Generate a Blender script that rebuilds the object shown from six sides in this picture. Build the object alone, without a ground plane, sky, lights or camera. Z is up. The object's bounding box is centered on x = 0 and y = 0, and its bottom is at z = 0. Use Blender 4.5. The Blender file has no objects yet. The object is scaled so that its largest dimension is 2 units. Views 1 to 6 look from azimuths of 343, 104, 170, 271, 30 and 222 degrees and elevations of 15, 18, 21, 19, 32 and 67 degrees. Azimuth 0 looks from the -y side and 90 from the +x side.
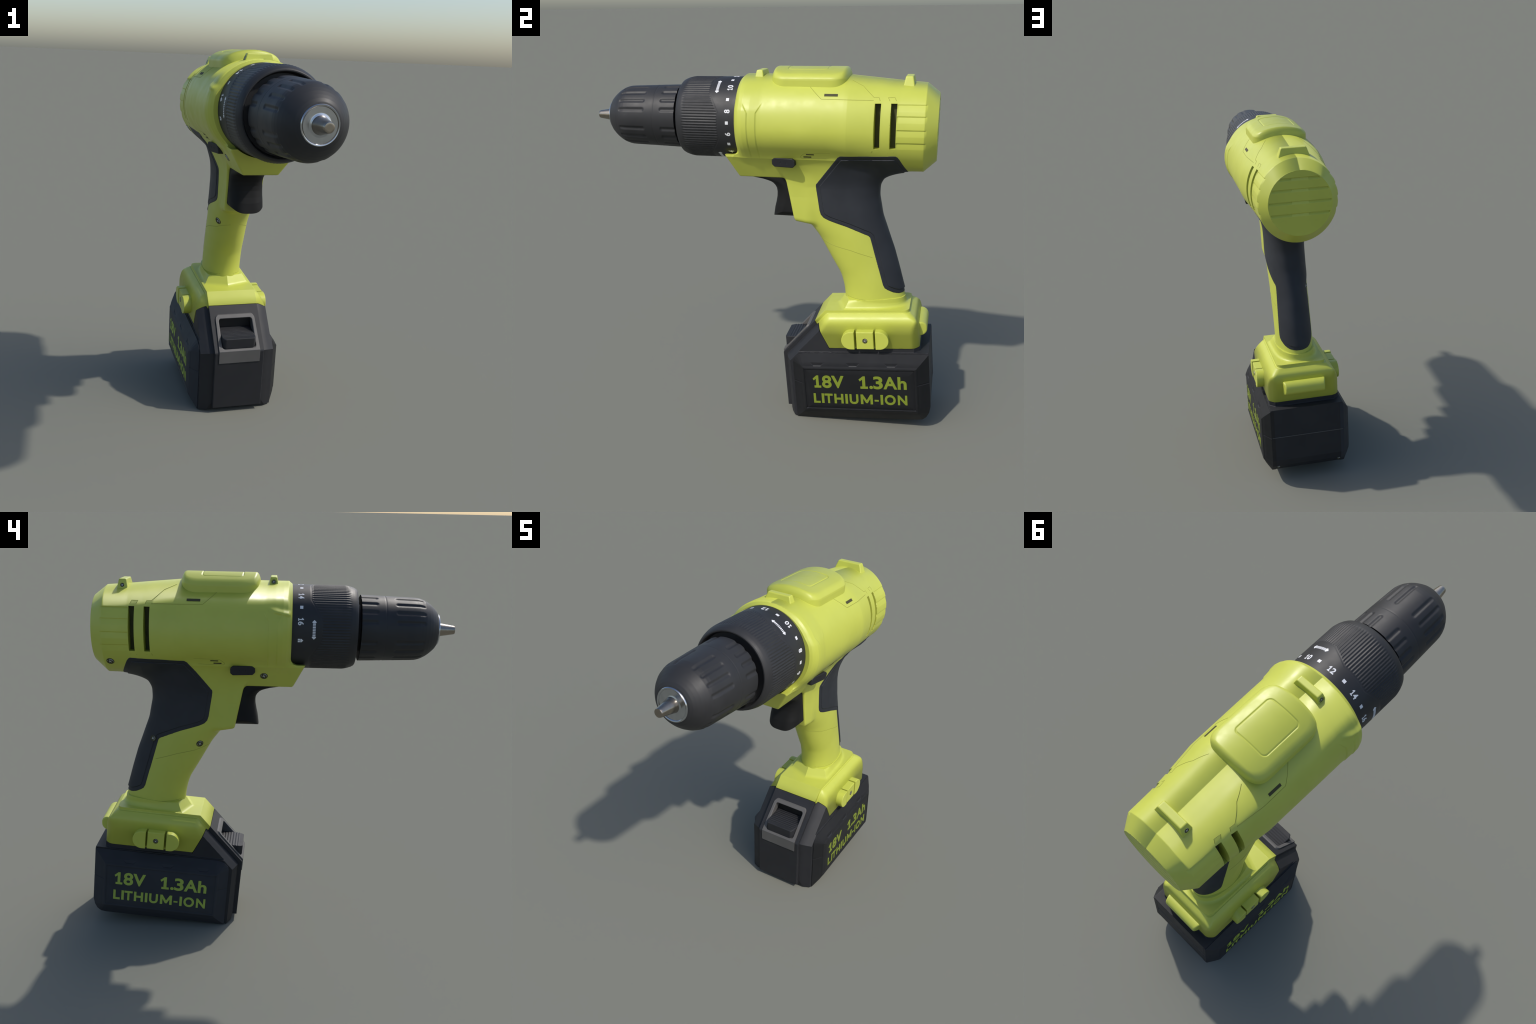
"""Cordless drill driver, built part by part from signed-distance solids that
are meshed with dual contouring, plus lathe parts, lettering and fittings.
Frame: the spindle runs along -y, up is +z, the two halves mirror in x = 0."""
import bpy, bmesh, math, random
import numpy as np
from mathutils import Vector, Matrix
from mathutils.bvhtree import BVHTree

random.seed(7)
rng = np.random.default_rng(7)

# ------------------------------------------------------------------ helpers
AX_Z = 1.719                      # height of the spindle axis
TILT = math.radians(4.95)         # the battery pack leans nose-down
CT, ST = math.cos(TILT), math.sin(TILT)
Y0 = 0.22


def to_local(y, z):
    """world (y, z) -> battery frame (v = backwards, w = upwards)"""
    p = y - Y0
    return p * CT + z * ST, -p * ST + z * CT


def to_world(v, w):
    return Y0 + v * CT - w * ST, v * ST + w * CT


def smin(a, b, k):
    h = np.clip(0.5 + 0.5 * (b - a) / k, 0, 1)
    return b + (a - b) * h - k * h * (1 - h)


def smax(a, b, k):
    return -smin(-a, -b, k)


def mx(*a):
    r = a[0]
    for b in a[1:]:
        r = np.maximum(r, b)
    return r


def step(t):
    t = np.clip(t, 0, 1)
    return t * t * (3 - 2 * t)


def poly_sd(a, b, pts):
    """signed distance to a closed polygon in the plane (negative inside)"""
    pts = np.asarray(pts, float)
    d = np.full(a.shape, 1e9)
    inside = np.zeros(a.shape, bool)
    for i in range(len(pts)):
        p, q = pts[i], pts[i - 1]
        e = q - p
        wa, wb = a - p[0], b - p[1]
        t = np.clip((wa * e[0] + wb * e[1]) / (e @ e), 0, 1)
        d = np.minimum(d, (wa - e[0] * t) ** 2 + (wb - e[1] * t) ** 2)
        c1 = (b >= p[1]) != (b >= q[1])
        with np.errstate(divide="ignore", invalid="ignore"):
            xc = p[0] + (b - p[1]) * e[0] / (e[1] if e[1] else 1e-12)
        inside ^= c1 & (a < xc)
    d = np.sqrt(d)
    return np.where(inside, -d, d)


def rbox(a, b, ca, cb, ha, hb, r):
    qa, qb = np.abs(a - ca) - ha + r, np.abs(b - cb) - hb + r
    return np.hypot(np.maximum(qa, 0), np.maximum(qb, 0)) + np.minimum(np.maximum(qa, qb), 0) - r


def rbox3(p, c, h, r):
    q = [np.abs(p[i] - c[i]) - h[i] + r for i in range(3)]
    out = np.sqrt(sum(np.maximum(k, 0) ** 2 for k in q))
    return out + np.minimum(mx(*q), 0) - r


class Profile:
    """a 1-D curve through control points, its corners softened by a blur"""

    def __init__(self, t, v, blur=0.0):
        self.t = np.linspace(t[0] - 0.1, t[-1] + 0.1, 4001)
        s = np.interp(self.t, t, v)
        if blur > 0:
            n = max(1, int(blur / (self.t[1] - self.t[0])))
            ker = np.hanning(2 * n + 3)[1:-1]
            ker /= ker.sum()
            s = np.convolve(np.pad(s, n, mode="edge"), ker, mode="valid")
        self.v = s

    def __call__(self, x):
        f = (x - self.t[0]) / (self.t[1] - self.t[0])
        f = np.clip(f, 0, len(self.t) - 1.001)
        i = f.astype(np.int64)
        f = f - i
        return self.v[i] * (1 - f) + self.v[i + 1] * f


# ------------------------------------------------------------ dual contouring
def grad(f, p, e):
    k = np.array([[1, -1, -1], [-1, -1, 1], [-1, 1, -1], [1, 1, 1]], float)
    g = np.zeros_like(p)
    for s in k:
        g += s * f(p + s * e)[:, None]
    n = np.linalg.norm(g, axis=1, keepdims=True)
    return g / np.maximum(n, 1e-12)


def contour(f3, lo, hi, h, lip=1.7):
    f = lambda P: f3(P[:, 0], P[:, 1], P[:, 2])
    lo, hi = np.array(lo, float) + 1.37e-4, np.array(hi, float)
    B = 6
    nb = np.ceil((hi - lo) / (h * B)).astype(int)
    n = nb * B
    ii = np.stack(np.meshgrid(*[np.arange(k) for k in nb], indexing="ij"), -1).reshape(-1, 3)
    cc = lo + (ii + 0.5) * B * h - 0.5 * h
    fc = f(cc)
    keep = np.abs(fc) < 0.5 * math.sqrt(3) * B * h * lip + h
    F = np.repeat(np.repeat(np.repeat(fc.reshape(nb), B, 0), B, 1), B, 2)
    F = np.where(F > 0, 1.0, -1.0)
    off = np.stack(np.meshgrid(*[np.arange(B)] * 3, indexing="ij"), -1).reshape(-1, 3)
    kb = ii[keep]
    for s in range(0, len(kb), 4000):
        idx = (kb[s:s + 4000, None, :] * B + off).reshape(-1, 3)
        F[idx[:, 0], idx[:, 1], idx[:, 2]] = f(lo + idx * h)
    pos = F > 0
    edges = []
    for a in range(3):
        s0 = [slice(None)] * 3
        s1 = [slice(None)] * 3
        s0[a], s1[a] = slice(0, -1), slice(1, None)
        idx = np.argwhere(pos[tuple(s0)] != pos[tuple(s1)])
        o = [k for k in range(3) if k != a]
        ok = np.all((idx[:, o] > 0) & (idx[:, o] < n[o] - 1), axis=1)
        idx = idx[ok]
        e = np.zeros(3, int)
        e[a] = 1
        p0, p1 = lo + idx * h, lo + (idx + e) * h
        f0, f1 = F[tuple(idx.T)], F[tuple((idx + e).T)]
        for _ in range(4):
            t = np.clip(f0 / (f0 - f1), 0.02, 0.98)[:, None]
            pm = p0 + (p1 - p0) * t
            fm = f(pm)
            left = (fm > 0) == (f0 > 0)
            p0, f0 = np.where(left[:, None], pm, p0), np.where(left, fm, f0)
            p1, f1 = np.where(left[:, None], p1, pm), np.where(left, f1, fm)
        t = (f0 / (f0 - f1))[:, None]
        p = p0 + (p1 - p0) * np.clip(t, 0, 1)
        edges.append((a, idx, p, grad(f, p, h * 0.02), pos[tuple(idx.T)]))
    dims = n
    flat = lambda c: (c[:, 0] * dims[1] + c[:, 1]) * dims[2] + c[:, 2]
    cells, P, N = [], [], []
    rings = []
    for a, idx, p, g, sgn in edges:
        b, c = (a + 1) % 3, (a + 2) % 3
        ring = []
        for db, dc_ in ((-1, -1), (0, -1), (0, 0), (-1, 0)):
            q = idx.copy()
            q[:, b] += db
            q[:, c] += dc_
            ring.append(flat(q))
            cells.append(flat(q))
            P.append(p)
            N.append(g)
        ring = np.stack(ring, 1)
        ring[sgn] = ring[sgn][:, ::-1]
        rings.append(ring)
    cells, P, N = np.concatenate(cells), np.concatenate(P), np.concatenate(N)
    uniq, inv = np.unique(cells, return_inverse=True)
    cnt = np.bincount(inv).astype(float)
    m = np.stack([np.bincount(inv, P[:, k]) for k in range(3)], 1) / cnt[:, None]
    A = np.zeros((len(uniq), 3, 3))
    rhs = np.zeros((len(uniq), 3))
    d = np.einsum("ij,ij->i", N, P - m[inv])
    for i in range(3):
        rhs[:, i] = np.bincount(inv, N[:, i] * d)
        for j in range(3):
            A[:, i, j] = np.bincount(inv, N[:, i] * N[:, j])
    A += np.eye(3) * (0.012 * cnt)[:, None, None]
    V = m + np.clip(np.linalg.solve(A, rhs[..., None])[..., 0], -h, h)
    look = {}
    Q = np.searchsorted(uniq, np.concatenate(rings))
    return V, Q, f


ROOT = None
PARTS = {}


def link(name, me, mat, parent):
    ob = bpy.data.objects.new(name, me)
    bpy.context.scene.collection.objects.link(ob)
    if mat is not None:
        me.materials.append(mat)
    ob.parent = parent if parent is not None else ROOT
    return ob


def mesh_from(name, V, Q, normals=None, sharp=None):
    me = bpy.data.meshes.new(name)
    V = np.asarray(V, float)
    Q = np.asarray(Q)
    k = Q.shape[1]
    me.vertices.add(len(V))
    me.vertices.foreach_set("co", V.ravel().astype(np.float32))
    me.loops.add(Q.size)
    me.loops.foreach_set("vertex_index", Q.ravel().astype(np.int32))
    me.polygons.add(len(Q))
    me.polygons.foreach_set("loop_start", np.arange(0, Q.size, k, dtype=np.int32))
    me.polygons.foreach_set("loop_total", np.full(len(Q), k, np.int32))
    me.update(calc_edges=True)
    me.validate()
    me.polygons.foreach_set("use_smooth", np.ones(len(me.polygons), bool))
    if normals is not None and len(me.loops) == len(normals):
        me.normals_split_custom_set(normals)
    elif sharp is not None:
        me.set_sharp_from_angle(angle=math.radians(sharp))
    return me


def loop_normals(V, Q, f, h, tweak=None):
    fc = V[Q].mean(1)
    P = (V[Q] * 0.7 + fc[:, None, :] * 0.3).reshape(-1, 3)
    N = grad(f, P, h * 0.08)
    if tweak is not None:
        N = tweak(P, N)
    return N


def solid(name, f3, lo, hi, h, mat, parent=None, tweak=None, split=None, lip=1.7):
    V, Q, f = contour(f3, lo, hi, h, lip)
    N = loop_normals(V, Q, f, h, tweak)
    if split is None:
        return link(name, mesh_from(name, V, Q, N), mat, parent)
    out = []
    fc = V[Q].mean(1)
    label = split(fc)
    N4 = N.reshape(len(Q), 4, 3)
    for i, nm in enumerate(name):
        sel = label == i
        used, inv = np.unique(Q[sel], return_inverse=True)
        me = mesh_from(nm, V[used], inv.reshape(-1, 4), N4[sel].reshape(-1, 3))
        out.append(link(nm, me, mat, parent))
    return out, (V, Q)


# ------------------------------------------------------------------ materials
def new_mat(name):
    m = bpy.data.materials.new(name)
    m.use_nodes = True
    nt = m.node_tree
    b = nt.nodes["Principled BSDF"]
    return m, nt, b


def noise(nt, scale, detail=4, rough=0.55, stretch=None):
    tc = nt.nodes.new("ShaderNodeTexCoord")
    n = nt.nodes.new("ShaderNodeTexNoise")
    n.inputs["Scale"].default_value = scale
    n.inputs["Detail"].default_value = detail
    n.inputs["Roughness"].default_value = rough
    if stretch:
        mp = nt.nodes.new("ShaderNodeMapping")
        mp.inputs["Scale"].default_value = stretch
        nt.links.new(tc.outputs["Object"], mp.inputs["Vector"])
        nt.links.new(mp.outputs["Vector"], n.inputs["Vector"])
    else:
        nt.links.new(tc.outputs["Object"], n.inputs["Vector"])
    return n


def ramp(nt, src, stops):
    r = nt.nodes.new("ShaderNodeValToRGB")
    e = r.color_ramp.elements
    while len(e) < len(stops):
        e.new(0.5)
    for el, (p, c) in zip(e, stops):
        el.position = p
        el.color = (*c, 1) if len(c) == 3 else c
    nt.links.new(src, r.inputs["Fac"])
    return r


def plastic(name, dark, light, rough=(0.4, 0.5), bump=0.0, bump_scale=300, scale=7, spec=0.5):
    m, nt, b = new_mat(name)
    n = noise(nt, scale, 5)
    c = ramp(nt, n.outputs["Fac"], [(0.3, dark), (0.7, light)])
    nt.links.new(c.outputs["Color"], b.inputs["Base Color"])
    n2 = noise(nt, scale * 2.3, 4)
    r = ramp(nt, n2.outputs["Fac"], [(0.3, (rough[0],) * 3), (0.7, (rough[1],) * 3)])
    nt.links.new(r.outputs["Color"], b.inputs["Roughness"])
    b.inputs["Specular IOR Level"].default_value = spec
    if bump > 0:
        n3 = noise(nt, bump_scale, 2)
        bp = nt.nodes.new("ShaderNodeBump")
        bp.inputs["Strength"].default_value = bump
        bp.inputs["Distance"].default_value = 0.001
        nt.links.new(n3.outputs["Fac"], bp.inputs["Height"])
        nt.links.new(bp.outputs["Normal"], b.inputs["Normal"])
    return m


def metal(name, col, rough):
    m, nt, b = new_mat(name)
    n = noise(nt, 30, 4)
    c = ramp(nt, n.outputs["Fac"], [(0.3, tuple(k * 0.85 for k in col)), (0.7, col)])
    nt.links.new(c.outputs["Color"], b.inputs["Base Color"])
    b.inputs["Metallic"].default_value = 1
    b.inputs["Roughness"].default_value = rough
    return m


YELLOW = plastic("yellow_green_plastic", (0.445, 0.478, 0.066), (0.475, 0.508, 0.074), (0.37, 0.50), 0.12, 22, scale=6, spec=0.5)
SEAM = plastic("seam_shadow", (0.25, 0.265, 0.03), (0.28, 0.295, 0.036), (0.6, 0.7))
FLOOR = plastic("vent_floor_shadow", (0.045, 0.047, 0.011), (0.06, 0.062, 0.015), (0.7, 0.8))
RECESS_SHADE = plastic("recess_shade_colour", (0.040, 0.038, 0.011), (0.05, 0.047, 0.014), (0.7, 0.8))  # shade of holes and recesses, put into a flat dark colour
RUBBER = plastic("soft_grip_rubber", (0.0145, 0.0165, 0.0215), (0.020, 0.0225, 0.0285), (0.54, 0.62), 0.15, 260, spec=0.4)
BLACK = plastic("battery_black_plastic", (0.0155, 0.0160, 0.0185), (0.0205, 0.0210, 0.0235), (0.54, 0.60), 0.08, 250, spec=0.3)
CHUCK = plastic("chuck_black_plastic", (0.018, 0.018, 0.0195), (0.026, 0.026, 0.0275), (0.48, 0.56), 0.08, 250, spec=0.36)
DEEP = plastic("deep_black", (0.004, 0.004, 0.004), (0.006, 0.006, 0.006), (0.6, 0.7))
TRIGGER = plastic("trigger_black_plastic", (0.007, 0.007, 0.007), (0.010, 0.010, 0.010), (0.55, 0.65), spec=0.2)
GREY = plastic("latch_grey_plastic", (0.080, 0.077, 0.074), (0.098, 0.094, 0.090), (0.45, 0.55), spec=0.4)
WHITE = plastic("white_print", (0.62, 0.62, 0.64), (0.72, 0.72, 0.74), (0.5, 0.6))
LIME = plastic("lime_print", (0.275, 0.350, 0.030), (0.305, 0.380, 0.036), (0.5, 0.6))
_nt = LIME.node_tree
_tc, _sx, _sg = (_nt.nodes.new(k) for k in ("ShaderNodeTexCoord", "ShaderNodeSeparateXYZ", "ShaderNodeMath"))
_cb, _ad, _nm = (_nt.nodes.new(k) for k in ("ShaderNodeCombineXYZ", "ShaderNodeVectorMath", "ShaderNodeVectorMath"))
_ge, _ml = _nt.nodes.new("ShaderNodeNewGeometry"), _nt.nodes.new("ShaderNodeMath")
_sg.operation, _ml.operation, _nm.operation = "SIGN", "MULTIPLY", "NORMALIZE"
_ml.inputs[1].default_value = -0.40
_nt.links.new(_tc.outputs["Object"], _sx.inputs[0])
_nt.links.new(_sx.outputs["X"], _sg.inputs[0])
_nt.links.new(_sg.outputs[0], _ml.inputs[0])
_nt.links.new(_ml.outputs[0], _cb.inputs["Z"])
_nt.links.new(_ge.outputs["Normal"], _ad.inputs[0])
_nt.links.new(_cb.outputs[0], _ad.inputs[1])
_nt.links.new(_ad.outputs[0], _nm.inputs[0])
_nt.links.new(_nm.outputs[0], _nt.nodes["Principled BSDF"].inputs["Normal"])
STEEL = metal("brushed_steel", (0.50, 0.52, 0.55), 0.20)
BIT = metal("dull_tool_steel", (0.36, 0.32, 0.27), 0.27)
SCREW = metal("screw_steel", (0.60, 0.61, 0.65), 0.38)
SCREW.node_tree.nodes["Principled BSDF"].inputs["Metallic"].default_value = 0.35

# ------------------------------------------------------------- housing solids
YS = [-0.130, -0.115, -0.106, -0.092, -0.070, -0.030, 0.030, 0.20, 0.48, 0.66, 0.74, 0.872, 0.937]
RX = Profile(YS, [0.222, 0.236, 0.249, 0.259, 0.266, 0.267, 0.263, 0.261, 0.256, 0.231, 0.223, 0.219, 0.172], 0.004)
TOP = Profile([-0.13, -0.115, -0.096, 0.0, 0.46, 0.66, 0.75, 0.872, 0.937],
              [1.930, 1.942, 1.957, 1.957, 1.957, 1.938, 1.929, 1.919, 1.868], 0.003)
BOT = Profile([-0.13, -0.115, -0.09, 0.0, 0.38, 0.56, 0.68, 0.75, 0.872, 0.937],
              [1.500, 1.497, 1.490, 1.493, 1.493, 1.470, 1.450, 1.451, 1.452, 1.512], 0.003)
MID = Profile([-0.13, -0.095, 0.02, 0.937], [1.719, 1.716, 1.692, 1.688], 0.01)


def f_barrel(x, y, z):
    lop = np.where(x < 0, 1.0, 0.0)
    x = np.abs(x)
    rx, t, b = RX(y), TOP(y), BOT(y)
    zc = MID(y)
    rz = np.where(z > zc, t - zc, zc - b)
    k = np.sqrt((x / rx) ** 2 + ((z - zc) / rz) ** 2)
    d = (k - 1) * rx * 0.97
    # stepped cheeks beside the clutch: two shallow ledges, flaring at the top
    fl = np.maximum(z - 1.776, 0) * 0.6
    win = step((z - 1.50) / 0.05) * step((1.835 - z) / 0.05)
    pad = 0.0032 * step((0.009 + fl - y) / 0.008) + 0.0036 * step((-0.037 - fl - y) / 0.008)
    crumple = lop * 0.010 * np.exp(-((z - 1.822 - 0.18 * (y + 0.05)) / 0.012) ** 2) * step((0.02 - y) / 0.06) * step((y + 0.115) / 0.02)
    d = d - pad * win - crumple
    return mx(d, -0.115 - y, y - 0.937)


HW = Profile([0.60, 0.75, 0.90, 1.07, 1.20, 1.30, 1.38, 1.45, 1.60], [0.109, 0.109, 0.109, 0.110, 0.110, 0.109, 0.112, 0.122, 0.138], 0.06)
HF = Profile([0.60, 0.716, 0.765, 0.80, 0.85, 0.927, 1.07, 1.15, 1.25, 1.40, 1.60], [0.468, 0.466, 0.460, 0.452, 0.436, 0.390, 0.309, 0.247, 0.215, 0.20, 0.20], 0.04)
HB = Profile([0.60, 0.70, 0.76, 0.90, 1.01, 1.20, 1.31, 1.37, 1.41, 1.46, 1.60], [0.820, 0.812, 0.800, 0.760, 0.726, 0.654, 0.632, 0.634, 0.655, 0.72, 0.74], 0.03)
HN = Profile([0.60, 1.05, 1.25, 1.60], [2.1, 2.1, 2.9, 3.0], 0.05)


def f_handle(x, y, z):
    w, a, b, n = HW(z), HF(z), HB(z), HN(z)
    h, m = (b - a) / 2, (b + a) / 2
    # egg-shaped section: the palm side is narrower than the finger side
    w = w * (1 - (0.14 + 0.06 * step((z - 1.1) / 0.2)) * np.clip((y - m) / h, 0, 1.1) ** 1.3)
    k = ((np.abs(x) / w) ** n + (np.abs(y - m) / h) ** n) ** (1 / n)
    return mx((k - 1) * np.minimum(w, h) * 0.92, 0.66 - z, z - 1.58)


def f_block(x, y, z):
    x = np.abs(x)
    side = mx((x - 0.091 - 0.624 * (z - 1.403)) / 1.179, x - 0.168)
    front = (-0.134 - 0.448 * (z - 1.404) - y) / 1.096
    d = smax(smax(side, 1.403 - z, 0.006), front, 0.010)
    d = smax(mx(d, z - np.where(y < -0.10, 1.537, 1.60)), y - 0.50, 0.10)
    collar = mx(np.hypot(x, z - AX_Z) - 0.228, y + 0.1155)
    return mx(d, -collar)


def f_guard(x, y, z):
    x = np.abs(x)
    front = (0.131 - 0.204 * (z - 1.405) - y) / 1.02
    under = ((1.158 - 0.17 * (y - 0.181)) - z) / 1.014
    d = smax(x - 0.100 - 0.04 * np.maximum(z - 1.3, 0), under, 0.030)
    d = smax(d, front, 0.012)
    return smax(mx(d, z - 1.45), y - 0.33, 0.09)


def f_shell(x, y, z):
    d = smin(f_barrel(x, y, z), f_block(x, y, z), 0.045)
    d = smin(d, f_handle(x, y, z), 0.045)
    return smin(d, f_guard(x, y, z), 0.022)


RIB_Z = (1.826, 1.770, 1.702, 1.636)
SLOT_Y = (0.634, 0.715)


def f_housing(x, y, z):
    d = f_shell(x, y, z)
    ax = np.abs(x)
    # two tall vent slots in each flank
    for yc in SLOT_Y:
        d = mx(d, -mx(np.abs(y - yc) - 0.0155, np.abs(z - 1.715) - 0.114, 0.150 - ax))
    # saw-tooth ribs behind the slots
    tooth = np.zeros_like(d)
    for rz in RIB_Z:
        u = rz - z
        tooth = tooth + 0.0045 * step(u / 0.006) * np.clip(1 - u / 0.036, 0, 1)
    tooth = tooth * step((y - 0.732) / 0.003) * step((0.884 - y) / 0.012) * (ax > 0.1)
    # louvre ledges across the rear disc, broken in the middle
    led = np.zeros_like(d)
    for rz in (1.832, 1.772, 1.705, 1.639):
        u = rz - z
        led = led + 0.0105 * step(u / 0.005) * np.clip(1 - (u - 0.004) / 0.014, 0, 1)
    led = led * (0.5 + 0.5 * step((ax - 0.044) / 0.004)) * step((y - 0.925) / 0.004)
    led = led * step((1 - np.sqrt((ax / 0.168) ** 2 + ((z - 1.69) / 0.174) ** 2)) / 0.03)
    return d + tooth + led


def seam_shade(P, N):
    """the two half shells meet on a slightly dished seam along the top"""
    x = P[:, 0]
    wide = np.where(x > 0, 0.17, 0.05 + 0.12 * step((P[:, 1] - 0.86) / 0.02))
    m = step((np.where(x > 0, 0.175, 0.222) - np.abs(x)) / wide) * step((P[:, 2] - 1.80) / 0.03) * np.where(P[:, 1] > -0.1, 1, 0)
    m = m * np.where(P[:, 1] < 0.936, 1.0, 0.0)
    N = N.copy()
    N[:, 0] -= np.where(x > 0, 0.52, -0.38) * m
    N[:, 1] -= 0.30 * m * step((-x - 0.05) / 0.08)
    return N / np.linalg.norm(N, axis=1, keepdims=True)


def sag_shade(amount, low, high):
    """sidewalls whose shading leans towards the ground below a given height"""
    def tweak(P, N):
        v, w = to_local(P[:, 1], P[:, 2])
        flat = step((0.95 - np.abs(N[:, 2])) / 0.3)
        N = N.copy()
        N[:, 2] -= amount * flat * step((high - w) / (high - low))
        return N / np.linalg.norm(N, axis=1, keepdims=True)
    return tweak


GRIP = [(0.443, 1.553), (0.733, 1.562), (0.742, 1.556), (0.752, 1.543), (0.790, 1.470), (0.80, 1.43), (0.95, 1.40), (0.95, 0.757),
        (0.80, 0.757), (0.770, 0.760), (0.742, 0.769), (0.710, 0.786), (0.694, 0.798), (0.685, 0.815), (0.604, 1.086), (0.595, 1.096), (0.535, 1.122),
        (0.475, 1.146), (0.375, 1.176), (0.345, 1.190), (0.330, 1.206), (0.322, 1.230), (0.301, 1.366), (0.302, 1.378), (0.430, 1.545)]


def f_grip(x, y, z):
    s = f_shell(x, y, z)
    p = poly_sd(y, z, GRIP)
    d = smax(s - 0.0012 - 0.0032 * step((-p - 0.022) / 0.004), p, 0.005)
    return mx(d, -(s + 0.016))


# ------------------------------------------------------------- battery solids
def S_slope(v, w):
    return -0.701 * (v - 0.142) + 0.713 * (w - 0.580)


def C_cut(x, v, w):
    return -0.909 * (v - 0.171) - 0.416 * (w - 0.555) - 0.017 * step((0.152 - x) / 0.01)


def f_foot(x, y, z):
    x = np.abs(x)
    v, w = to_local(y, z)
    S = S_slope(v, w)
    body = smax(x - 0.208, 0.64 * (x - 0.150) + 0.768 * (w - 0.622), 0.045)
    rear = smax(v - 0.728, 0.64 * (v - 0.680) + 0.768 * (w - 0.622), 0.030)
    body = smax(body, rear, 0.02)
    body = smax(body, 0.70 * (x - 0.1755) + 0.714 * (v - 0.7285), 0.014)
    body = smax(body, S + 0.018, 0.012)
    body = smax(body, (x - 0.146 + 1.8 * (S + 0.018)) / 2.06, 0.015)
    body = mx(body, w - 0.6215)
    plat = mx(rbox(x, v, 0, 0.40, 0.142, 0.276, 0.03), S, w - 0.640)
    plat = np.where(v < 0.4, mx(x - 0.142, S, w - 0.640), plat)
    d = mx(smin(body, plat, 0.006), C_cut(x, v, w), 0.437 - w)
    # pedestal that flares from the handle, with a wedge in front
    t = np.clip((z - 0.668) / 0.048, 0, 1)
    flare = 0.016 * (1 - t) ** 1.6 + 0.003
    pw, pb = HW(z) + flare, HB(z) + flare
    pf = np.full(z.shape, 0.430)
    pn = 2.4 + 5.0 * (1 - t) * step((0.62 - y) / 0.1)
    ph, pm = (pb - pf) / 2, (pb + pf) / 2
    ped = (((x / pw) ** pn + (np.abs(y - pm) / ph) ** pn) ** (1 / pn) - 1) * pw
    a, b, c = np.array([0, 0.437, 0.671]), np.array([0.122, 0.480, 0.673]), np.array([0, 0.4655, 0.718])
    n = np.cross(c - a, b - a)
    n /= np.linalg.norm(n)
    if n[1] > 0:
        n = -n
    pl = (x - a[0]) * n[0] + (y - a[1]) * n[1] + (z - a[2]) * n[2]
    ped = mx(ped, pl, z - 0.715 - 0.022 * step((y - 0.5) / 0.25), 0.60 - z)
    return mx(smin(d, ped, 0.014), 0.437 - w)


POD = [(0.005, 0.0), (0.007, 0.356), (0.014, 0.375), (0.029, 0.390), (0.050, 0.401), (0.078, 0.4065), (0.777, 0.404), (0.777, 0.086), (0.768, 0.047), (0.752, 0.020), (0.730, 0.004), (0.700, 0.0)]
CORE = [(-0.045, 0.07), (-0.032, 0.012), (0.0, 0.003), (0.69, 0.003), (0.73, 0.006), (0.752, 0.021), (0.767, 0.047), (0.776, 0.087), (0.776, 0.411), (-0.045, 0.411)]
LATCH_W = (0.396, 0.522)


def f_core(x, y, z):
    x = np.abs(x)
    v, w = to_local(y, z)
    S = S_slope(v, w)
    F = mx(S + 0.018, -(v + 0.045))
    bev = (x - 0.150 + 1.8 * F) / 2.06
    box = mx(poly_sd(v, w, CORE), x - 0.212)
    front = mx(x - 0.206, w - 0.62, 0.06 - w, v - 0.30, 0.003 - C_cut(x, v, w))
    low = mx(smin(box, front, 0.004), smax(F, bev, 0.018), x - 0.212)
    low = np.where(v > 0.26, box, low)
    base = mx(x - 0.204, 0.228 - v, v - 0.727, w - 0.4355, 0.38 - w, 0.70 * (x - 0.1745) + 0.714 * (v - 0.7265))
    hole = mx(x - 0.099, LATCH_W[0] - 0.002 - w, w - LATCH_W[1] - 0.002, v - 0.115)
    return mx(smin(low, base, 0.003), -hole)


def f_front_plate(x, y, z):
    x = np.abs(x)
    v, w = to_local(y, z)
    S = S_slope(v, w)
    d = smax(mx(S, x - 0.142), -(v + 0.063), 0.006)
    d = mx(d, 0.035 - w, v - 0.16, 0.0025 - C_cut(x, v, w))
    hole = mx(x - 0.098, LATCH_W[0] - w, w - LATCH_W[1], v - 0.115)
    return mx(d, -hole)


def frame_plane(v, w):
    # plane through the lower and upper lips of the latch frame
    return S_slope(v, w) - 0.007


def f_latch_frame(x, y, z):
    x = np.abs(x)
    v, w = to_local(y, z)
    fp = frame_plane(v, w)
    out = mx(fp, -fp - 0.05, rbox(x, w, 0, 0.40, 0.1175 - 0.03 * (w - 0.386), 0.140, 0.02), 0.386 - w)
    inn = rbox(x, w, 0, (LATCH_W[0] + LATCH_W[1]) / 2 + 0.001, 0.0965, (LATCH_W[1] - LATCH_W[0]) / 2, 0.012)
    d = smax(out, -inn, 0.004)
    strip = mx(x - 0.1175, 0.315 - w, w - 0.3862, -(v + 0.0665), v + 0.03)
    return mx(np.minimum(d, strip), -(v + 0.0668))


def f_latch_button(x, y, z):
    x = np.abs(x)
    v, w = to_local(y, z)
    d = mx(x - 0.0955, -(v + 0.056), v - 0.108, 0.4005 - w)
    top = w - 0.4565 - 0.015 * (v + 0.05) - 0.0011 * np.sin((v + 0.05) / 0.016 * 2 * np.pi) * step((v + 0.035) / 0.01)
    d = smax(d, top, 0.004)
    return smax(d, (x - 0.0955 - 0.6 * (v + 0.036)) / 1.17, 0.006)


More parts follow.
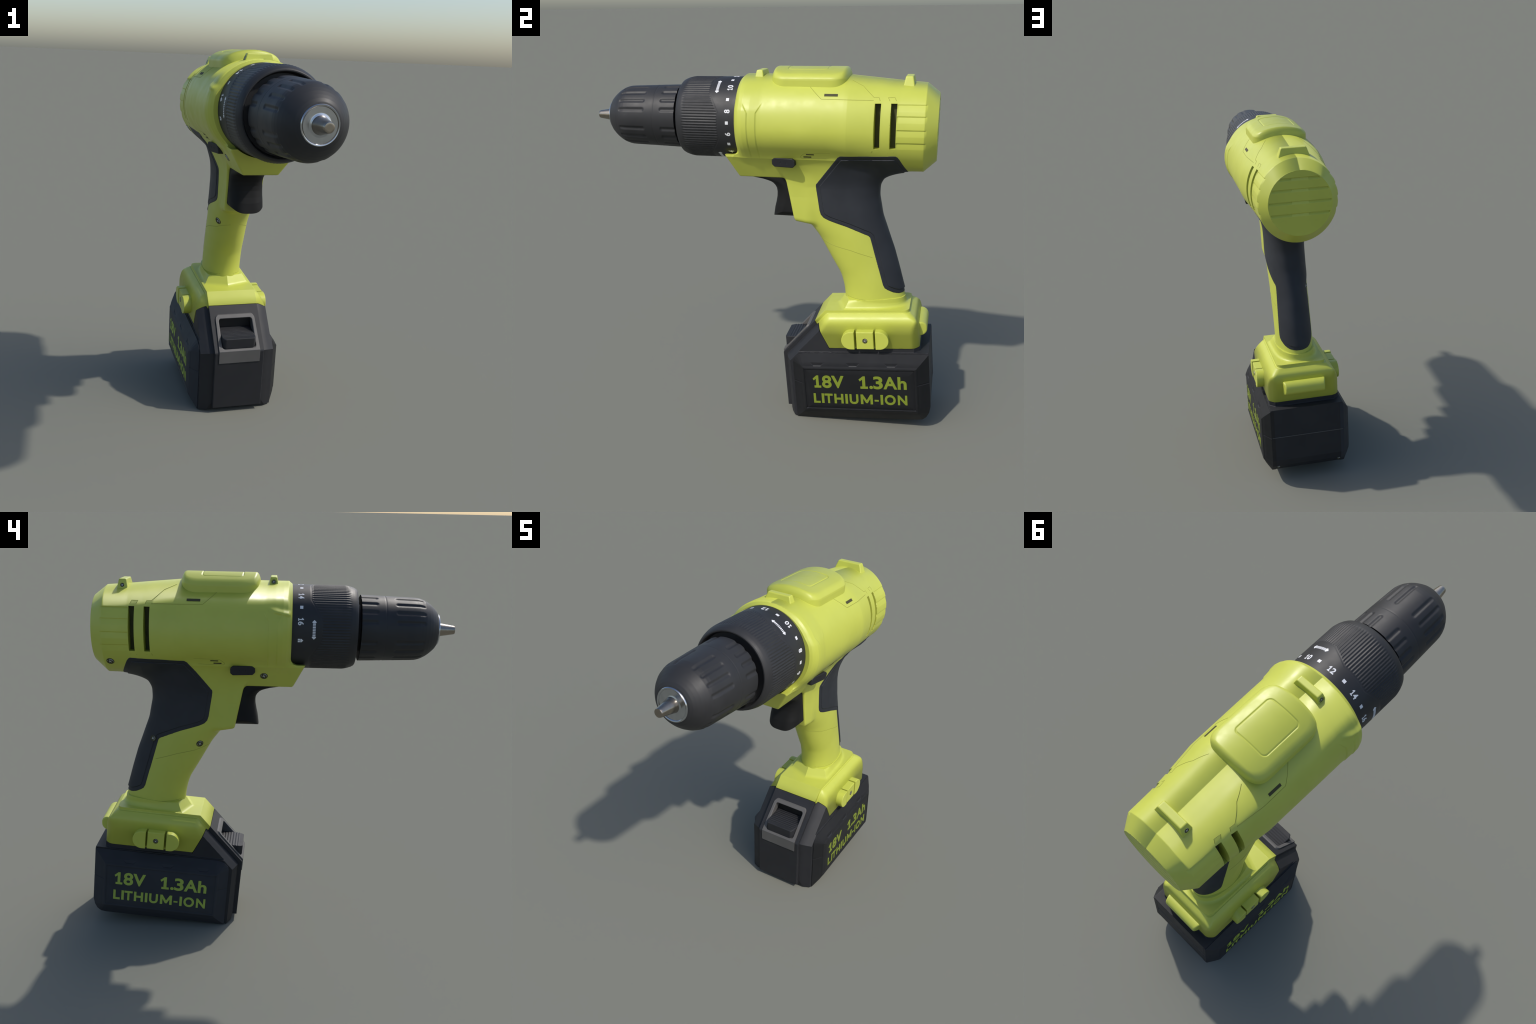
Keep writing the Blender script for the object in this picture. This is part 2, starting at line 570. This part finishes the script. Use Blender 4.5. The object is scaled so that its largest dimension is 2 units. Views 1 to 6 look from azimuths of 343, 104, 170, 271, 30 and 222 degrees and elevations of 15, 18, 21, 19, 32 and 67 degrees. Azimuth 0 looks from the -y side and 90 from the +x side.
def f_pod(x, y, z):
    v, w = to_local(y, z)
    p = poly_sd(v, w, POD)
    d = smax(x - 0.2655, (x - 0.2160 + 0.68 * p) / 1.21, 0.024)
    # label field set back by a hair, with a crisp border
    lab = mx(0.074 - v, v - 0.702, 0.078 - w, w - 0.327)
    d = d + 0.0026 * step(-lab / 0.005) - 0.0022 * step(1 - np.abs(lab - 0.006) / 0.012)
    # three shallow finger notches along the upper bevel
    for vc in (0.153, 0.357, 0.571):
        nt = mx(np.abs(v - vc) - 0.040 + 1.1 * np.maximum(0.36 - w, 0), np.abs(w - 0.353) - 0.010)
        d = d + 0.0034 * step(-nt / 0.005) * np.clip((0.366 - w) / 0.022, 0, 1)
    # parting line around the ends
    mid = np.exp(-((w - 0.236) / 0.0028) ** 2) * step((np.abs(v - 0.388) - 0.318) / 0.01)
    d = d + 0.0025 * mid
    return mx(d, p, 0.195 - x)


def f_rear_bar(x, y, z):
    v, w = to_local(y, z)
    d = rbox(v, w, 0.729, 0.520, 0.040, 0.040, 0.036)
    d = smax(d, np.abs(x) - 0.124 + 0.25 * (v - 0.73), 0.010)
    return mx(d, 0.700 - v)


def f_side_button(kind):
    def f(x, y, z):
        v, w = to_local(y, z)
        if kind == 1:
            d = mx(np.abs(v - 0.4345) - 0.0475, np.abs(w - 0.4995) - 0.0505)
            d = smax(d, x - 0.2475, 0.004)
        else:
            c, s = (0.375, -1) if kind == 0 else (0.4925, 1)
            u = (v - c) * s
            # half of a stadium: flat side towards the centre pad
            oval = np.hypot(np.maximum(u - 0.021, 0), w - 0.4995) - 0.0515
            d = smax(mx(oval, -u), x - 0.2505, 0.003)
        return mx(d, 0.16 - x)
    return f


# --------------------------------------------------------------- other solids
TRIG = [(-0.098, 1.412), (-0.094, 1.402), (-0.03, 1.392), (0.004, 1.383), (0.028, 1.375), (0.044, 1.366), (0.058, 1.352), (0.067, 1.336), (0.0705, 1.315), (0.070, 1.290), (0.064, 1.255), (0.057, 1.225), (0.050, 1.173), (0.23, 1.173), (0.20, 1.412)]


def f_trigger(x, y, z):
    ax = np.abs(x)
    t = np.clip(ax / 0.089, 0, 1.2)
    back = 0.050 * t ** 4                 # the pad wraps round at its sides
    lift = 0.032 * t ** 3 * step((1.27 - z) / 0.08)
    d = poly_sd(y - back, z - lift, TRIG) * 0.75
    return smax(d, ax - 0.090, 0.010)


def f_switch(x, y, z):
    u = np.abs(y - 0.1365)
    t = np.abs(z - 1.505) - 0.003
    d = smax(mx(u - 0.0655, t - 0.0225), 0.707 * (u - 0.0655 + t - 0.0225 + 0.013), 0.003)
    d = smax(d, (x - 0.169 - 0.18 * (y - 0.07) - 0.22 * (z - 1.50)) / 1.05, 0.006)
    for yc, s in ((0.118, 1), (0.152, 1)):
        a = np.abs((y - yc) * s - np.abs(z - 1.505) * 0.8) - 0.0022
        d = d + 0.002 * step(-mx(a, np.abs(z - 1.505) - 0.007) / 0.003)
    return mx(d, 0.10 - x)


def f_cover(x, y, z):
    zc = 1.700
    ax = np.abs(x)
    arc = np.hypot(x * 0.985, z - zc) - 0.2985
    # plan outline: bowed ends, rounded corners
    yc, bow = 0.2625, 0.026
    end = np.abs(y - yc) - 0.213 + bow * (ax / 0.15) ** 2
    side = ax - 0.1555 + 0.4 * np.maximum(z - 1.945, 0)
    plan = smax(side, end, 0.065)
    slant = end + 0.42 * (z - 1.957)
    d = smax(smax(arc, plan, 0.020), slant, 0.016)
    ins = rbox(x, y, -0.008, 0.250, 0.088, 0.107, 0.022)
    d = d + 0.0030 * np.exp(-(ins / 0.0032) ** 2) + 0.0008 * step(-ins / 0.004)
    return mx(d, 1.86 - z)


def f_bar(yc, z1, half, t0, t1):
    def f(x, y, z):
        ax = np.abs(x)
        w = t0 + (t1 - t0) * (z - z1 + 0.05) / 0.05
        d = smax(np.abs(y - yc) - w, z - z1, 0.006)
        d = smax(d, ax - half + 0.35 * (z - z1 + 0.01), 0.006)
        return mx(d, z1 - 0.085 - z)
    return f


# =============================================================== build: root
ROOT = bpy.data.objects.new("cordless_drill", None)
bpy.context.scene.collection.objects.link(ROOT)
ROOT["label"] = "lime yellow cordless drill with black chuck, grip and battery"
ROOT["category"] = "power drill"

(housing, handle), (HV, HQ) = solid(
    ["motor_housing", "handle"], f_housing, (-0.30, -0.22, 0.64), (0.30, 0.96, 1.98), 0.0046, YELLOW,
    tweak=seam_shade, split=lambda c: (c[:, 2] < 1.36).astype(int), lip=2.0)
BVH = BVHTree.FromPolygons([tuple(v) for v in HV], [tuple(q) for q in HQ])

grip = solid("rubber_grip", f_grip, (-0.25, 0.27, 0.73), (0.25, 0.86, 1.58), 0.0042, RUBBER, lip=2.2)
foot = solid("battery_mount", f_foot, (-0.23, 0.30, 0.44), (0.23, 0.97, 0.76), 0.0042, YELLOW, tweak=sag_shade(0.60, 0.56, 0.63), lip=2.2)
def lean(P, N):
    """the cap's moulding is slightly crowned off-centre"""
    N = N.copy()
    N[:, 0] -= 0.20 * step((N[:, 2] - 0.5) / 0.4)
    return N / np.linalg.norm(N, axis=1, keepdims=True)


cover = solid("top_cover", f_cover, (-0.18, 0.02, 1.85), (0.18, 0.50, 2.01), 0.0028, YELLOW, tweak=lean)
trigger = solid("trigger", f_trigger, (-0.10, -0.11, 1.17), (0.10, 0.24, 1.42), 0.0036, TRIGGER, lip=2.2)

battery = solid("battery_pack", f_core, (-0.23, 0.13, -0.02), (0.23, 1.02, 0.66), 0.0046, BLACK, lip=2.2)
plate = solid("front_plate", f_front_plate, (-0.15, 0.10, 0.0), (0.15, 0.40, 0.68), 0.0042, BLACK, battery)
frame = solid("latch_frame", f_latch_frame, (-0.13, 0.10, 0.28), (0.13, 0.30, 0.58), 0.0032, GREY, battery)
solid("latch_button", f_latch_button, (-0.11, 0.10, 0.36), (0.11, 0.34, 0.52), 0.0026, BLACK, battery)
well_plate = solid("latch_dark_plate", lambda x, y, z: mx(np.abs(x) - 0.097, np.abs(to_local(y, z)[0] - 0.110) - 0.006, np.abs(to_local(y, z)[1] - 0.46) - 0.07),
             (-0.11, 0.26, 0.38), (0.11, 0.36, 0.58), 0.005, DEEP, battery)  # black plate added at the recess back, its darkness is painted


def mirrored(name, ob, parent, lift=0.0):
    """the same part for the other flank: mirrored mesh, faces turned round"""
    me = ob.data.copy()
    nrm = np.zeros(len(me.loops) * 3, np.float32)
    me.corner_normals.foreach_get("vector", nrm)
    nrm = nrm.reshape(-1, 3) * np.array([-1, 1, 1])
    co = np.zeros(len(me.vertices) * 3, np.float32)
    me.vertices.foreach_get("co", co)
    co = co.reshape(-1, 3) * np.array([-1, 1, 1])
    q = np.zeros(len(me.loops), np.int32)
    me.loops.foreach_get("vertex_index", q)
    q = q.reshape(-1, 4)[:, ::-1]
    if lift:
        nrm = nrm + np.array([0, 0, lift]) * step((0.97 - np.abs(nrm[:, 2])) / 0.2)[:, None]
        nrm = nrm / np.linalg.norm(nrm, axis=1, keepdims=True)
    m2 = mesh_from(name, co, q, nrm.reshape(-1, 4, 3)[:, ::-1].reshape(-1, 3))
    return link(name, m2, me.materials[0], parent)


pod = solid("side_panel", f_pod, (0.18, 0.19, -0.02), (0.28, 1.02, 0.50), 0.0034, BLACK, battery, tweak=sag_shade(0.45, 0.5, 0.6), lip=2.2)
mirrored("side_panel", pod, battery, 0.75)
for k in (0, 1, 2):
    nm = "mount_screw_pad" if k == 1 else "release_button"
    b = solid(nm, f_side_button(k), (0.15, 0.42, 0.44), (0.265, 0.80, 0.63), 0.003, YELLOW, foot)
    mirrored(nm, b, foot)
solid("belt_clip_bar", f_rear_bar, (-0.14, 0.85, 0.48), (0.14, 0.97, 0.70), 0.0034, YELLOW, foot)
sw = solid("direction_switch", f_switch, (0.09, 0.05, 1.46), (0.215, 0.22, 1.55), 0.0026, BLACK)
mirrored("direction_switch", sw, None)
bar_f = solid("strap_bar", f_bar(-0.0155, 1.981, 0.066, 0.026, 0.0165), (-0.09, -0.06, 1.89), (0.09, 0.03, 2.0), 0.003, YELLOW, housing)
bar_r = solid("strap_bar", f_bar(0.779, 1.956, 0.072, 0.029, 0.019), (-0.10, 0.72, 1.86), (0.10, 0.84, 1.98), 0.003, YELLOW, housing)


# ------------------------------------------------------------ small fittings
def bm_mesh(name, bm, mat, parent, smooth=40):
    me = bpy.data.meshes.new(name)
    bmesh.ops.recalc_face_normals(bm, faces=bm.faces)
    bm.to_mesh(me)
    bm.free()
    me.polygons.foreach_set("use_smooth", np.ones(len(me.polygons), bool))
    me.set_sharp_from_angle(angle=math.radians(smooth))
    return link(name, me, mat, parent)


def slab(name, poly, depth, place, mat, parent, grid=0.012):
    """thin solid with a polygonal outline; place(a, b, height) -> point"""
    bm = bmesh.new()
    top = [bm.verts.new((a, b, depth)) for a, b in poly]
    bm.faces.new(top)
    g = bmesh.ops.extrude_face_region(bm, geom=bm.faces[:])
    for v in [e for e in g["geom"] if isinstance(e, bmesh.types.BMVert)]:
        v.co.z = -0.003
    for v in bm.verts:
        v.co = place(v.co.x, v.co.y, v.co.z)
    return bm_mesh(name, bm, mat, parent)


def box_bm(bm, c, h, M=None):
    r = bmesh.ops.create_cube(bm, size=1)
    for v in r["verts"]:
        p = Vector((v.co.x * 2 * h[0] + c[0], v.co.y * 2 * h[1] + c[1], v.co.z * 2 * h[2] + c[2]))
        v.co = M @ p if M is not None else p


# dark plates added inside the vent slots, shade put into their colour
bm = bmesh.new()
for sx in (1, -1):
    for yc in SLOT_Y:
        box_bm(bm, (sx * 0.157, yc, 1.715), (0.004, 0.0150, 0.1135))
bm_mesh("vent_shade_plate", bm, FLOOR, housing)["kind"] = "stuff"


def surf(sx, y, z):
    hit, n, i, dist = BVH.ray_cast(Vector((sx * 0.6, y, z)), Vector((-sx, 0, 0)))
    return hit, n


# thin dark plates standing in for small openings, laid in the local surface plane
def dash(name, y0, y1, z, hgt, mat=RECESS_SHADE):
    for sx in (1, -1):
        ym = (y0 + y1) / 2
        p, n = surf(sx, ym, z)
        if p is None:
            continue
        p2, _ = surf(sx, ym + 0.01, z)
        ty = (p2 - p).normalized()
        up = n.cross(ty).normalized()
        M = Matrix((ty, up, n)).transposed().to_4x4()
        M.translation = p
        bm = bmesh.new()
        box_bm(bm, (0, 0, 0), ((y1 - y0) / 2, hgt / 2, 0.0012), M)
        bm_mesh(name, bm, mat, housing)


dash("side_dark_plate", 0.3575, 0.4275, 1.8675, 0.015)
dash("indicator_dark_plate", 0.264, 0.306, 1.5575, 0.0075)
dash("indicator_dark_plate", 0.248, 0.290, 1.5425, 0.0075)


def tube(bm, pts, nrm, r):
    prev = None
    n = len(pts)
    for i, (p, m) in enumerate(zip(pts, nrm)):
        t = (pts[min(i + 1, n - 1)] - pts[max(i - 1, 0)]).normalized()
        s = t.cross(m).normalized()
        ring = [bm.verts.new(p + s * (r * math.cos(a)) + m * (r * 0.7 * math.sin(a))) for a in np.linspace(0, 2 * math.pi, 7)[:-1]]
        if prev:
            for j in range(6):
                bm.faces.new((prev[j], prev[(j + 1) % 6], ring[(j + 1) % 6], ring[j]))
        prev = ring


def seam_line(bm, poly, r, caster, stepl=0.012):
    pts, nr = [], []
    for (a, b) in zip(poly[:-1], poly[1:]):
        L = math.hypot(b[0] - a[0], b[1] - a[1])
        k = max(1, int(L / stepl))
        for i in range(k + (b is poly[-1])):
            t = i / k
            h, n = caster(a[0] + (b[0] - a[0]) * t, a[1] + (b[1] - a[1]) * t)
            if h is not None:
                pts.append(h + n * (0.0002))
                nr.append(n)
    if len(pts) > 1:
        tube(bm, pts, nr, r)


bm = bmesh.new()  # darker strips laid on the shell, imitating the shade in seam grooves
for sx in (1, -1):
    c = lambda y, z, s=sx: surf(s, y, z)
    seam_line(bm, [(0.276, 1.905), (0.343, 1.849), (0.608, 1.8445), (0.619, 1.829)], 0.0013, c)
    seam_line(bm, [(0.489, 1.935), (0.55, 1.910), (0.611, 1.858), (0.637, 1.857), (0.648, 1.829)], 0.0012, c)
    seam_line(bm, [(0.700, 1.829), (0.682, 1.857), (0.716, 1.857), (0.730, 1.829)], 0.0012, c)
    seam_line(bm, [(0.619, 1.601), (0.606, 1.580)], 0.0012, c)
    seam_line(bm, [(0.648, 1.601), (0.636, 1.583)], 0.0012, c)
    seam_line(bm, [(0.700, 1.601), (0.690, 1.580)], 0.0012, c)
    seam_line(bm, [(0.730, 1.601), (0.722, 1.583)], 0.0012, c)
    seam_line(bm, [(0.393, 1.568), (0.262, 1.567), (0.255, 1.564), (0.233, 1.546), (0.232, 1.540), (0.238, 1.533), (0.37, 1.536)], 0.0009, c)
    seam_line(bm, [(0.322, 1.054), (0.40, 1.030), (0.50, 1.012), (0.59, 0.985), (0.622, 0.975)], 0.0011, c)
    seam_line(bm, [(0.474, 0.726), (0.52, 0.722), (0.60, 0.722), (0.68, 0.728), (0.75, 0.731), (0.79, 0.738)], 0.0011, c)
bm_mesh("panel_seam", bm, SEAM, housing)["kind"] = "stuff"


# ------------------------------------------------------------------- screws
def screw_mesh():
    bm = bmesh.new()
    r = bmesh.ops.create_cone(bm, cap_ends=True, segments=28, radius1=1, radius2=0.86, depth=0.5)
    top = max(bm.faces, key=lambda f: f.calc_center_median().z)
    top.material_index = 0
    me = bpy.data.meshes.new("screw")
    # dark crossed bars, level with the head, stand in for the cross recess
    for a in (0.35, 0.35 + math.pi / 2):
        M = Matrix.Rotation(a, 4, "Z")
        n0 = len(bm.faces)
        bm.faces.ensure_lookup_table()
        box_bm(bm, (0, 0, 0.2), (0.50, 0.085, 0.056), M)
        bm.faces.ensure_lookup_table()
        for f in bm.faces[n0:]:
            f.material_index = 1
    n0 = len(bm.faces)
    # dark ring around the head, in place of a shaded counterbore
    seg = 32
    prof = [(0.99, -0.2), (0.99, 0.13), (1.18, 0.13), (1.26, -0.2)]
    rings = [[bm.verts.new((ra * math.cos(t), ra * math.sin(t), h)) for t in np.linspace(0, 2 * math.pi, seg + 1)[:-1]] for ra, h in prof]
    for a, b in zip(rings[:-1], rings[1:]):
        for j in range(seg):
            f = bm.faces.new((a[j], a[(j + 1) % seg], b[(j + 1) % seg], b[j]))
            f.material_index = 1
    bmesh.ops.recalc_face_normals(bm, faces=bm.faces)
    bm.to_mesh(me)
    bm.free()
    me.materials.append(SCREW)
    me.materials.append(RECESS_SHADE)
    return me


SCREW_ME = screw_mesh()


def put_screw(p, n, r, parent, spin=0.0):
    ob = bpy.data.objects.new("screw", SCREW_ME)
    bpy.context.scene.collection.objects.link(ob)
    q = Vector(n).to_track_quat("Z", "Y")
    ob.matrix_world = Matrix.Translation(Vector(p)) @ q.to_matrix().to_4x4() @ Matrix.Rotation(spin, 4, "Z") @ Matrix.Diagonal((r, r, r * 0.6, 1))
    ob.parent = parent
    return ob


for y, z, r in ((0.839, 1.537, 0.0175), (0.024, 1.470, 0.0172), (0.374, 1.067, 0.0168), (0.634, 1.090, 0.0145)):
    p, n = surf(-1, y, z)
    if p is not None:
        extra = 0.0050 if y == 0.634 else 0.0
        put_screw(p + n * extra, n, r, housing, random.random())
put_screw((-0.0785, 0.779, 1.924), (-0.94, 0, 0.33), 0.0125, bar_r)
put_screw((-0.0705, -0.0155, 1.956), (-0.94, 0, 0.33), 0.0112, bar_f)
for sx in (1, -1):
    yy, zz = to_world(0.4345, 0.4995)
    put_screw((sx * 0.2478, yy, zz), (sx, 0, 0), 0.0120, foot, 0.3)
    yy, zz = to_world(0.762, 0.038)
    n = (0, CT * 0.9 + ST * 0.5, ST * 0.9 - CT * 0.5)
    put_screw((sx * 0.182, yy, zz), n, 0.009, battery, 0.3)


# ------------------------------------------------------------------ lettering
def text_mesh(body, size, bold=0.0, depth=0.0015, spacing=1.0):
    cu = bpy.data.curves.new("txt", "FONT")
    cu.body = body
    cu.size = size
    cu.offset = bold
    cu.extrude = depth
    cu.space_character = spacing
    cu.align_x = "LEFT"
    cu.resolution_u = 6
    ob = bpy.data.objects.new("txt", cu)
    bpy.context.scene.collection.objects.link(ob)
    dg = bpy.context.evaluated_depsgraph_get()
    me = bpy.data.meshes.new_from_object(ob.evaluated_get(dg))
    bpy.data.objects.remove(ob)
    bpy.data.curves.remove(cu)
    return me


def fit_text(body, a0, a1, b0, b1, place, mat, parent, name, bold, depth=0.0015):
    """fit the word into the box a0..a1 by b0..b1, then lay it on the surface"""
    me = text_mesh(body, 0.1, bold, depth, 1.04)
    co = np.zeros(len(me.vertices) * 3, np.float32)
    me.vertices.foreach_get("co", co)
    co = co.reshape(-1, 3)
    lo, hi = co.min(0), co.max(0)
    sa, sb = (a1 - a0) / (hi[0] - lo[0]), (b1 - b0) / (hi[1] - lo[1])
    out = [place(a0 + (c[0] - lo[0]) * sa, b0 + (c[1] - lo[1]) * sb, c[2]) for c in co]
    me.vertices.foreach_set("co", np.array(out, np.float32).ravel())
    me.update()
    me.name = name
    me.materials.clear()
    return link(name, me, mat, parent)


def on_panel(sx):
    def place(a, b, h):
        v = a if sx > 0 else 0.777 - a
        y, z = to_world(v, b)
        return (sx * (0.2637 + h * 0.5), y, z)
    return place


# outlines of the two letters whose printed shape differs from the built-in font
ONE = [(0.20, 0.0), (1.0, 0.0), (1.0, 0.17), (0.74, 0.17), (0.74, 1.0), (0.50, 1.0), (0.05, 0.74), (0.17, 0.60), (0.42, 0.74), (0.42, 0.17), (0.20, 0.17)]
EM = [(0.0, 0.0), (0.205, 0.0), (0.205, 0.58), (0.43, 0.12), (0.57, 0.12), (0.795, 0.58), (0.795, 0.0), (1.0, 0.0), (1.0, 1.0), (0.80, 1.0), (0.50, 0.42), (0.20, 1.0), (0.0, 1.0)]


def outline_text(pts, a0, a1, b0, b1, place, mat, parent, name, depth=0.0015):
    return slab(name, [(a0 + (a1 - a0) * p, b0 + (b1 - b0) * q) for p, q in pts], depth, place, mat, parent)


# (letter, start, end) along the line, in thousandths of the line's width
UPPER = (("1", 0, 92), ("8", 103, 207), ("V", 206, 341), (None, 0, 0), ("1", 494, 594), (".", 609, 648), ("3", 652, 752), ("A", 757, 902), ("h", 907, 1000))
LOWER = (("L", 0, 72), ("I", 88, 115), ("T", 120, 209), ("H", 225, 324), ("I", 344, 371), ("U", 390, 485), ("M", 509, 638), ("-", 656, 700), ("I", 720, 747), ("O", 764, 879), ("N", 901, 1000))
for sx in (1, -1):
    pl = on_panel(sx)
    for row, b0, b1 in ((UPPER, 0.2135, 0.2900), (LOWER, 0.1165, 0.1765)):
        for ch, p, q in row:
            if ch is None:
                continue
            a0, a1 = 0.1225 + 0.5315 * p / 1000, 0.1225 + 0.5315 * q / 1000
            h = b1 - b0
            if ch == "1":
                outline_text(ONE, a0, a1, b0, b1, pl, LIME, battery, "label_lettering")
            elif ch == "M":
                outline_text(EM, a0, a1, b0, b1, pl, LIME, battery, "label_lettering")
            elif ch in "I-.":
                y0, y1 = {"I": (0, 1), "-": (0.31, 0.47), ".": (0, 0.24)}[ch]
                k = 8 if ch == "." else 0
                pts = [(0, 0), (1, 0), (1, 1), (0, 1)] if not k else [(0.5 + 0.5 * math.cos(t), 0.5 + 0.5 * math.sin(t)) for t in np.linspace(0, 2 * math.pi, 25)[:-1]]
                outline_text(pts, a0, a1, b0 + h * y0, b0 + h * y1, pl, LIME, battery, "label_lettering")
            else:
                over = 0.0012 if ch in "8O3U" else 0
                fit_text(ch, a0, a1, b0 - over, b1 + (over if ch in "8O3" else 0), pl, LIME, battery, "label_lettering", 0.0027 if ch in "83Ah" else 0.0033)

# ------------------------------------------------------------ chuck and clutch
GROOVE = [18 * k + 90 * q for q in range(4) for k in (1, 2, 3, 4)]


def ang_dist(t, c):
    return (t - c + 180) % 360 - 180


def lathe(name, ys, rs, mod, nth, mat, parent, sharp=35):
    """surface of revolution about the spindle; mod(y, theta_deg) sinks it"""
    ys, rs = np.array(ys), np.array(rs)
    th = np.arange(nth) * 360.0 / nth
    Yg, Tg = np.meshgrid(ys, th, indexing="ij")
    Rg = rs[:, None] - mod(Yg, Tg)
    V = np.stack([Rg * np.sin(np.radians(Tg)), Yg, AX_Z + Rg * np.cos(np.radians(Tg))], -1).reshape(-1, 3)
    i, j = np.meshgrid(np.arange(len(ys) - 1), np.arange(nth), indexing="ij")
    a, b = i * nth + j, i * nth + (j + 1) % nth
    Q = np.stack([a, b, b + nth, a + nth], -1).reshape(-1, 4)[:, ::-1]
    return link(name, mesh_from(name, V, Q, None, sharp), mat, parent)


def dense(pts, stepl=0.003):
    ys, rs = [], []
    for (a, b) in zip(pts[:-1], pts[1:]):
        k = max(1, int(math.hypot(b[0] - a[0], b[1] - a[1]) / stepl))
        for i in range(k):
            ys.append(a[0] + (b[0] - a[0]) * i / k)
            rs.append(a[1] + (b[1] - a[1]) * i / k)
    ys.append(pts[-1][0])
    rs.append(pts[-1][1])
    return ys, rs


def groove(Y, T, y0, y1, depth, half):
    d = np.full(Y.shape, 1.0)
    for c in GROOVE:
        a = np.abs(ang_dist(T, c)) * math.pi / 180 * 0.168
        yy = np.maximum(np.maximum(y0 + half - Y, Y - (y1 - half)), 0)
        d = np.minimum(d, np.hypot(a, yy) / half)
    return depth * step((1 - d) / 0.95)


def chuck_mod(Y, T):
    m = groove(Y, T, -0.817, -0.653, 0.0052, 0.0158) + groove(Y, T, -0.570, -0.40, 0.0052, 0.0158)
    return m + 0.0013 * np.exp(-((Y + 0.607) / 0.0026) ** 2)


ARC = [(-0.896, 0.0), (-0.896, 0.080), (-0.893, 0.090), (-0.884, 0.1035), (-0.871, 0.1165), (-0.855, 0.1305), (-0.838, 0.1425), (-0.818, 0.1535), (-0.800, 0.1600), (-0.782, 0.1638), (-0.76, 0.1652), (-0.607, 0.1705), (-0.4795, 0.1745), (-0.4785, 0.172), (-0.4785, 0.120)]
ys, rs = dense(ARC, 0.0028)
chuck = lathe("chuck", ys, rs, chuck_mod, 540, CHUCK, None, 40)

ARROW = (35.0, 154.5, -86.0)


def knurl_mod(Y, T):
    near = np.full(Y.shape, 1e3)
    for c in ARROW:
        near = np.minimum(near, np.abs(ang_dist(T, c)))
    edge = -0.268 + 0.054 * np.clip((near - 14) / 28, 0, 1)
    inside = step((edge - 0.004 - Y) / 0.005) * step((Y + 0.424) / 0.020)
    ridge = 0.5 - 0.5 * np.cos(np.radians(T) * 93)
    rim = 0.0015 * np.exp(-((Y - edge) / 0.003) ** 2)
    return inside * (0.0024 * ridge) + rim


COL = [(-0.43, 0.12), (-0.43, 0.182), (-0.446, 0.1865), (-0.455, 0.189), (-0.4585, 0.193), (-0.4585, 0.198), (-0.4535, 0.2035), (-0.442, 0.2095), (-0.426, 0.2150), (-0.406, 0.2195), (-0.395, 0.2208), (-0.10, 0.2215), (-0.095, 0.19)]
ys, rs = dense(COL, 0.0035)
clutch = lathe("clutch_collar", ys, rs, knurl_mod, 1116, CHUCK, None, 40)

nose = lathe("nose_ring", *dense([(-0.880, 0.083), (-0.8975, 0.083), (-0.9015, 0.080), (-0.9015, 0.0755), (-0.8995, 0.0735), (-0.8965, 0.072), (-0.8965, 0.044), (-0.8985, 0.041), (-0.90, 0.030)], 0.004), lambda Y, T: 0 * Y, 96, STEEL, chuck, 50)
lathe("spindle_tip", *dense([(-0.880, 0.040), (-0.898, 0.0385), (-0.902, 0.0365), (-0.988, 0.0225), (-0.993, 0.0205), (-0.9935, 0.0185), (-0.9935, 0.0)], 0.006), lambda Y, T: 0 * Y, 64, BIT, chuck, 40)


def on_collar(theta, yc):
    """print frame on the clutch: a runs against theta, b runs to the chuck"""
    def place(a, b, h):
        t = math.radians(theta) - a / 0.2215
        r = 0.2213 + h * 0.35
        return (r * math.sin(t), yc - b, AX_Z + r * math.cos(t))
    return place


for s, th in (("12", 0.8), ("10", 38.5), ("8", 74.7), ("6", 106.6), ("4", 139.0), ("2", 172.0), ("14", -37.4), ("16", -75.2)):
    pl = on_collar(th, -0.1605)
    for k, ch in enumerate(s):
        c = 0.0 if len(s) == 1 else (-0.0105, 0.0105)[k]
        if ch == "1":
            slab("clutch_number", [(c - 0.008 + 0.0155 * p, -0.015 + 0.030 * q) for p, q in ONE], 0.0012, pl, WHITE, clutch)
        else:
            fit_text(ch, c - 0.0098, c + 0.0098, -0.0153, 0.0153, pl, WHITE, clutch, "clutch_number", 0.0028, 0.0025)

# near-black shaft and disc: shade of the chuck gap put into their colour
lathe("spindle_shaft", [-0.482, -0.4285, -0.4280, -0.40], [0.122, 0.122, 0.181, 0.181], lambda Y, T: 0 * Y, 96, DEEP, clutch)
for th in (20.0, 58.0, 90.5, 122.8, 155.0, -18.8, -56.0):
    slab("clutch_dot", [(-0.0085, -0.008), (0.0085, -0.008), (0.0085, 0.008), (-0.0085, 0.008)], 0.0012, on_collar(th, -0.1625), WHITE, clutch)
pl = on_collar(-100.7, -0.1605)
for poly in ([(-0.009, -0.013), (-0.0015, -0.013), (-0.0015, -0.002), (-0.009, -0.002)], [(0.001, -0.013), (0.009, -0.013), (0.009, -0.002), (0.001, -0.002)],
             [(-0.009, 0.0), (0.009, 0.0), (0.009, 0.006), (0.0, 0.015), (-0.009, 0.006)]):
    slab("drill_symbol", poly, 0.0012, pl, WHITE, clutch)
for th in ARROW:
    pl = on_collar(th, -0.2295)
    for s in (1, -1):
        slab("direction_arrow", [(s * 0.033, -0.005), (s * 0.036, -0.0105), (s * 0.040, -0.0105), (s * 0.050, 0.0), (s * 0.040, 0.0105), (s * 0.036, 0.0105), (s * 0.033, 0.005)][::s], 0.0012, pl, WHITE, clutch)
    for k in range(8):
        a = -0.0285 + k * 0.0081
        slab("direction_arrow", [(a - 0.0026, -0.0075), (a + 0.0026, -0.0075), (a + 0.0026, 0.0075), (a - 0.0026, 0.0075)], 0.0012, pl, WHITE, clutch)

# parting line across the back of the battery
bm = bmesh.new()
y, z = to_world(0.7765, 0.236)
box_bm(bm, (0, y, z), (0.209, 0.0010, 0.0016))
bm_mesh("parting_line", bm, GREY, battery)["kind"] = "stuff"
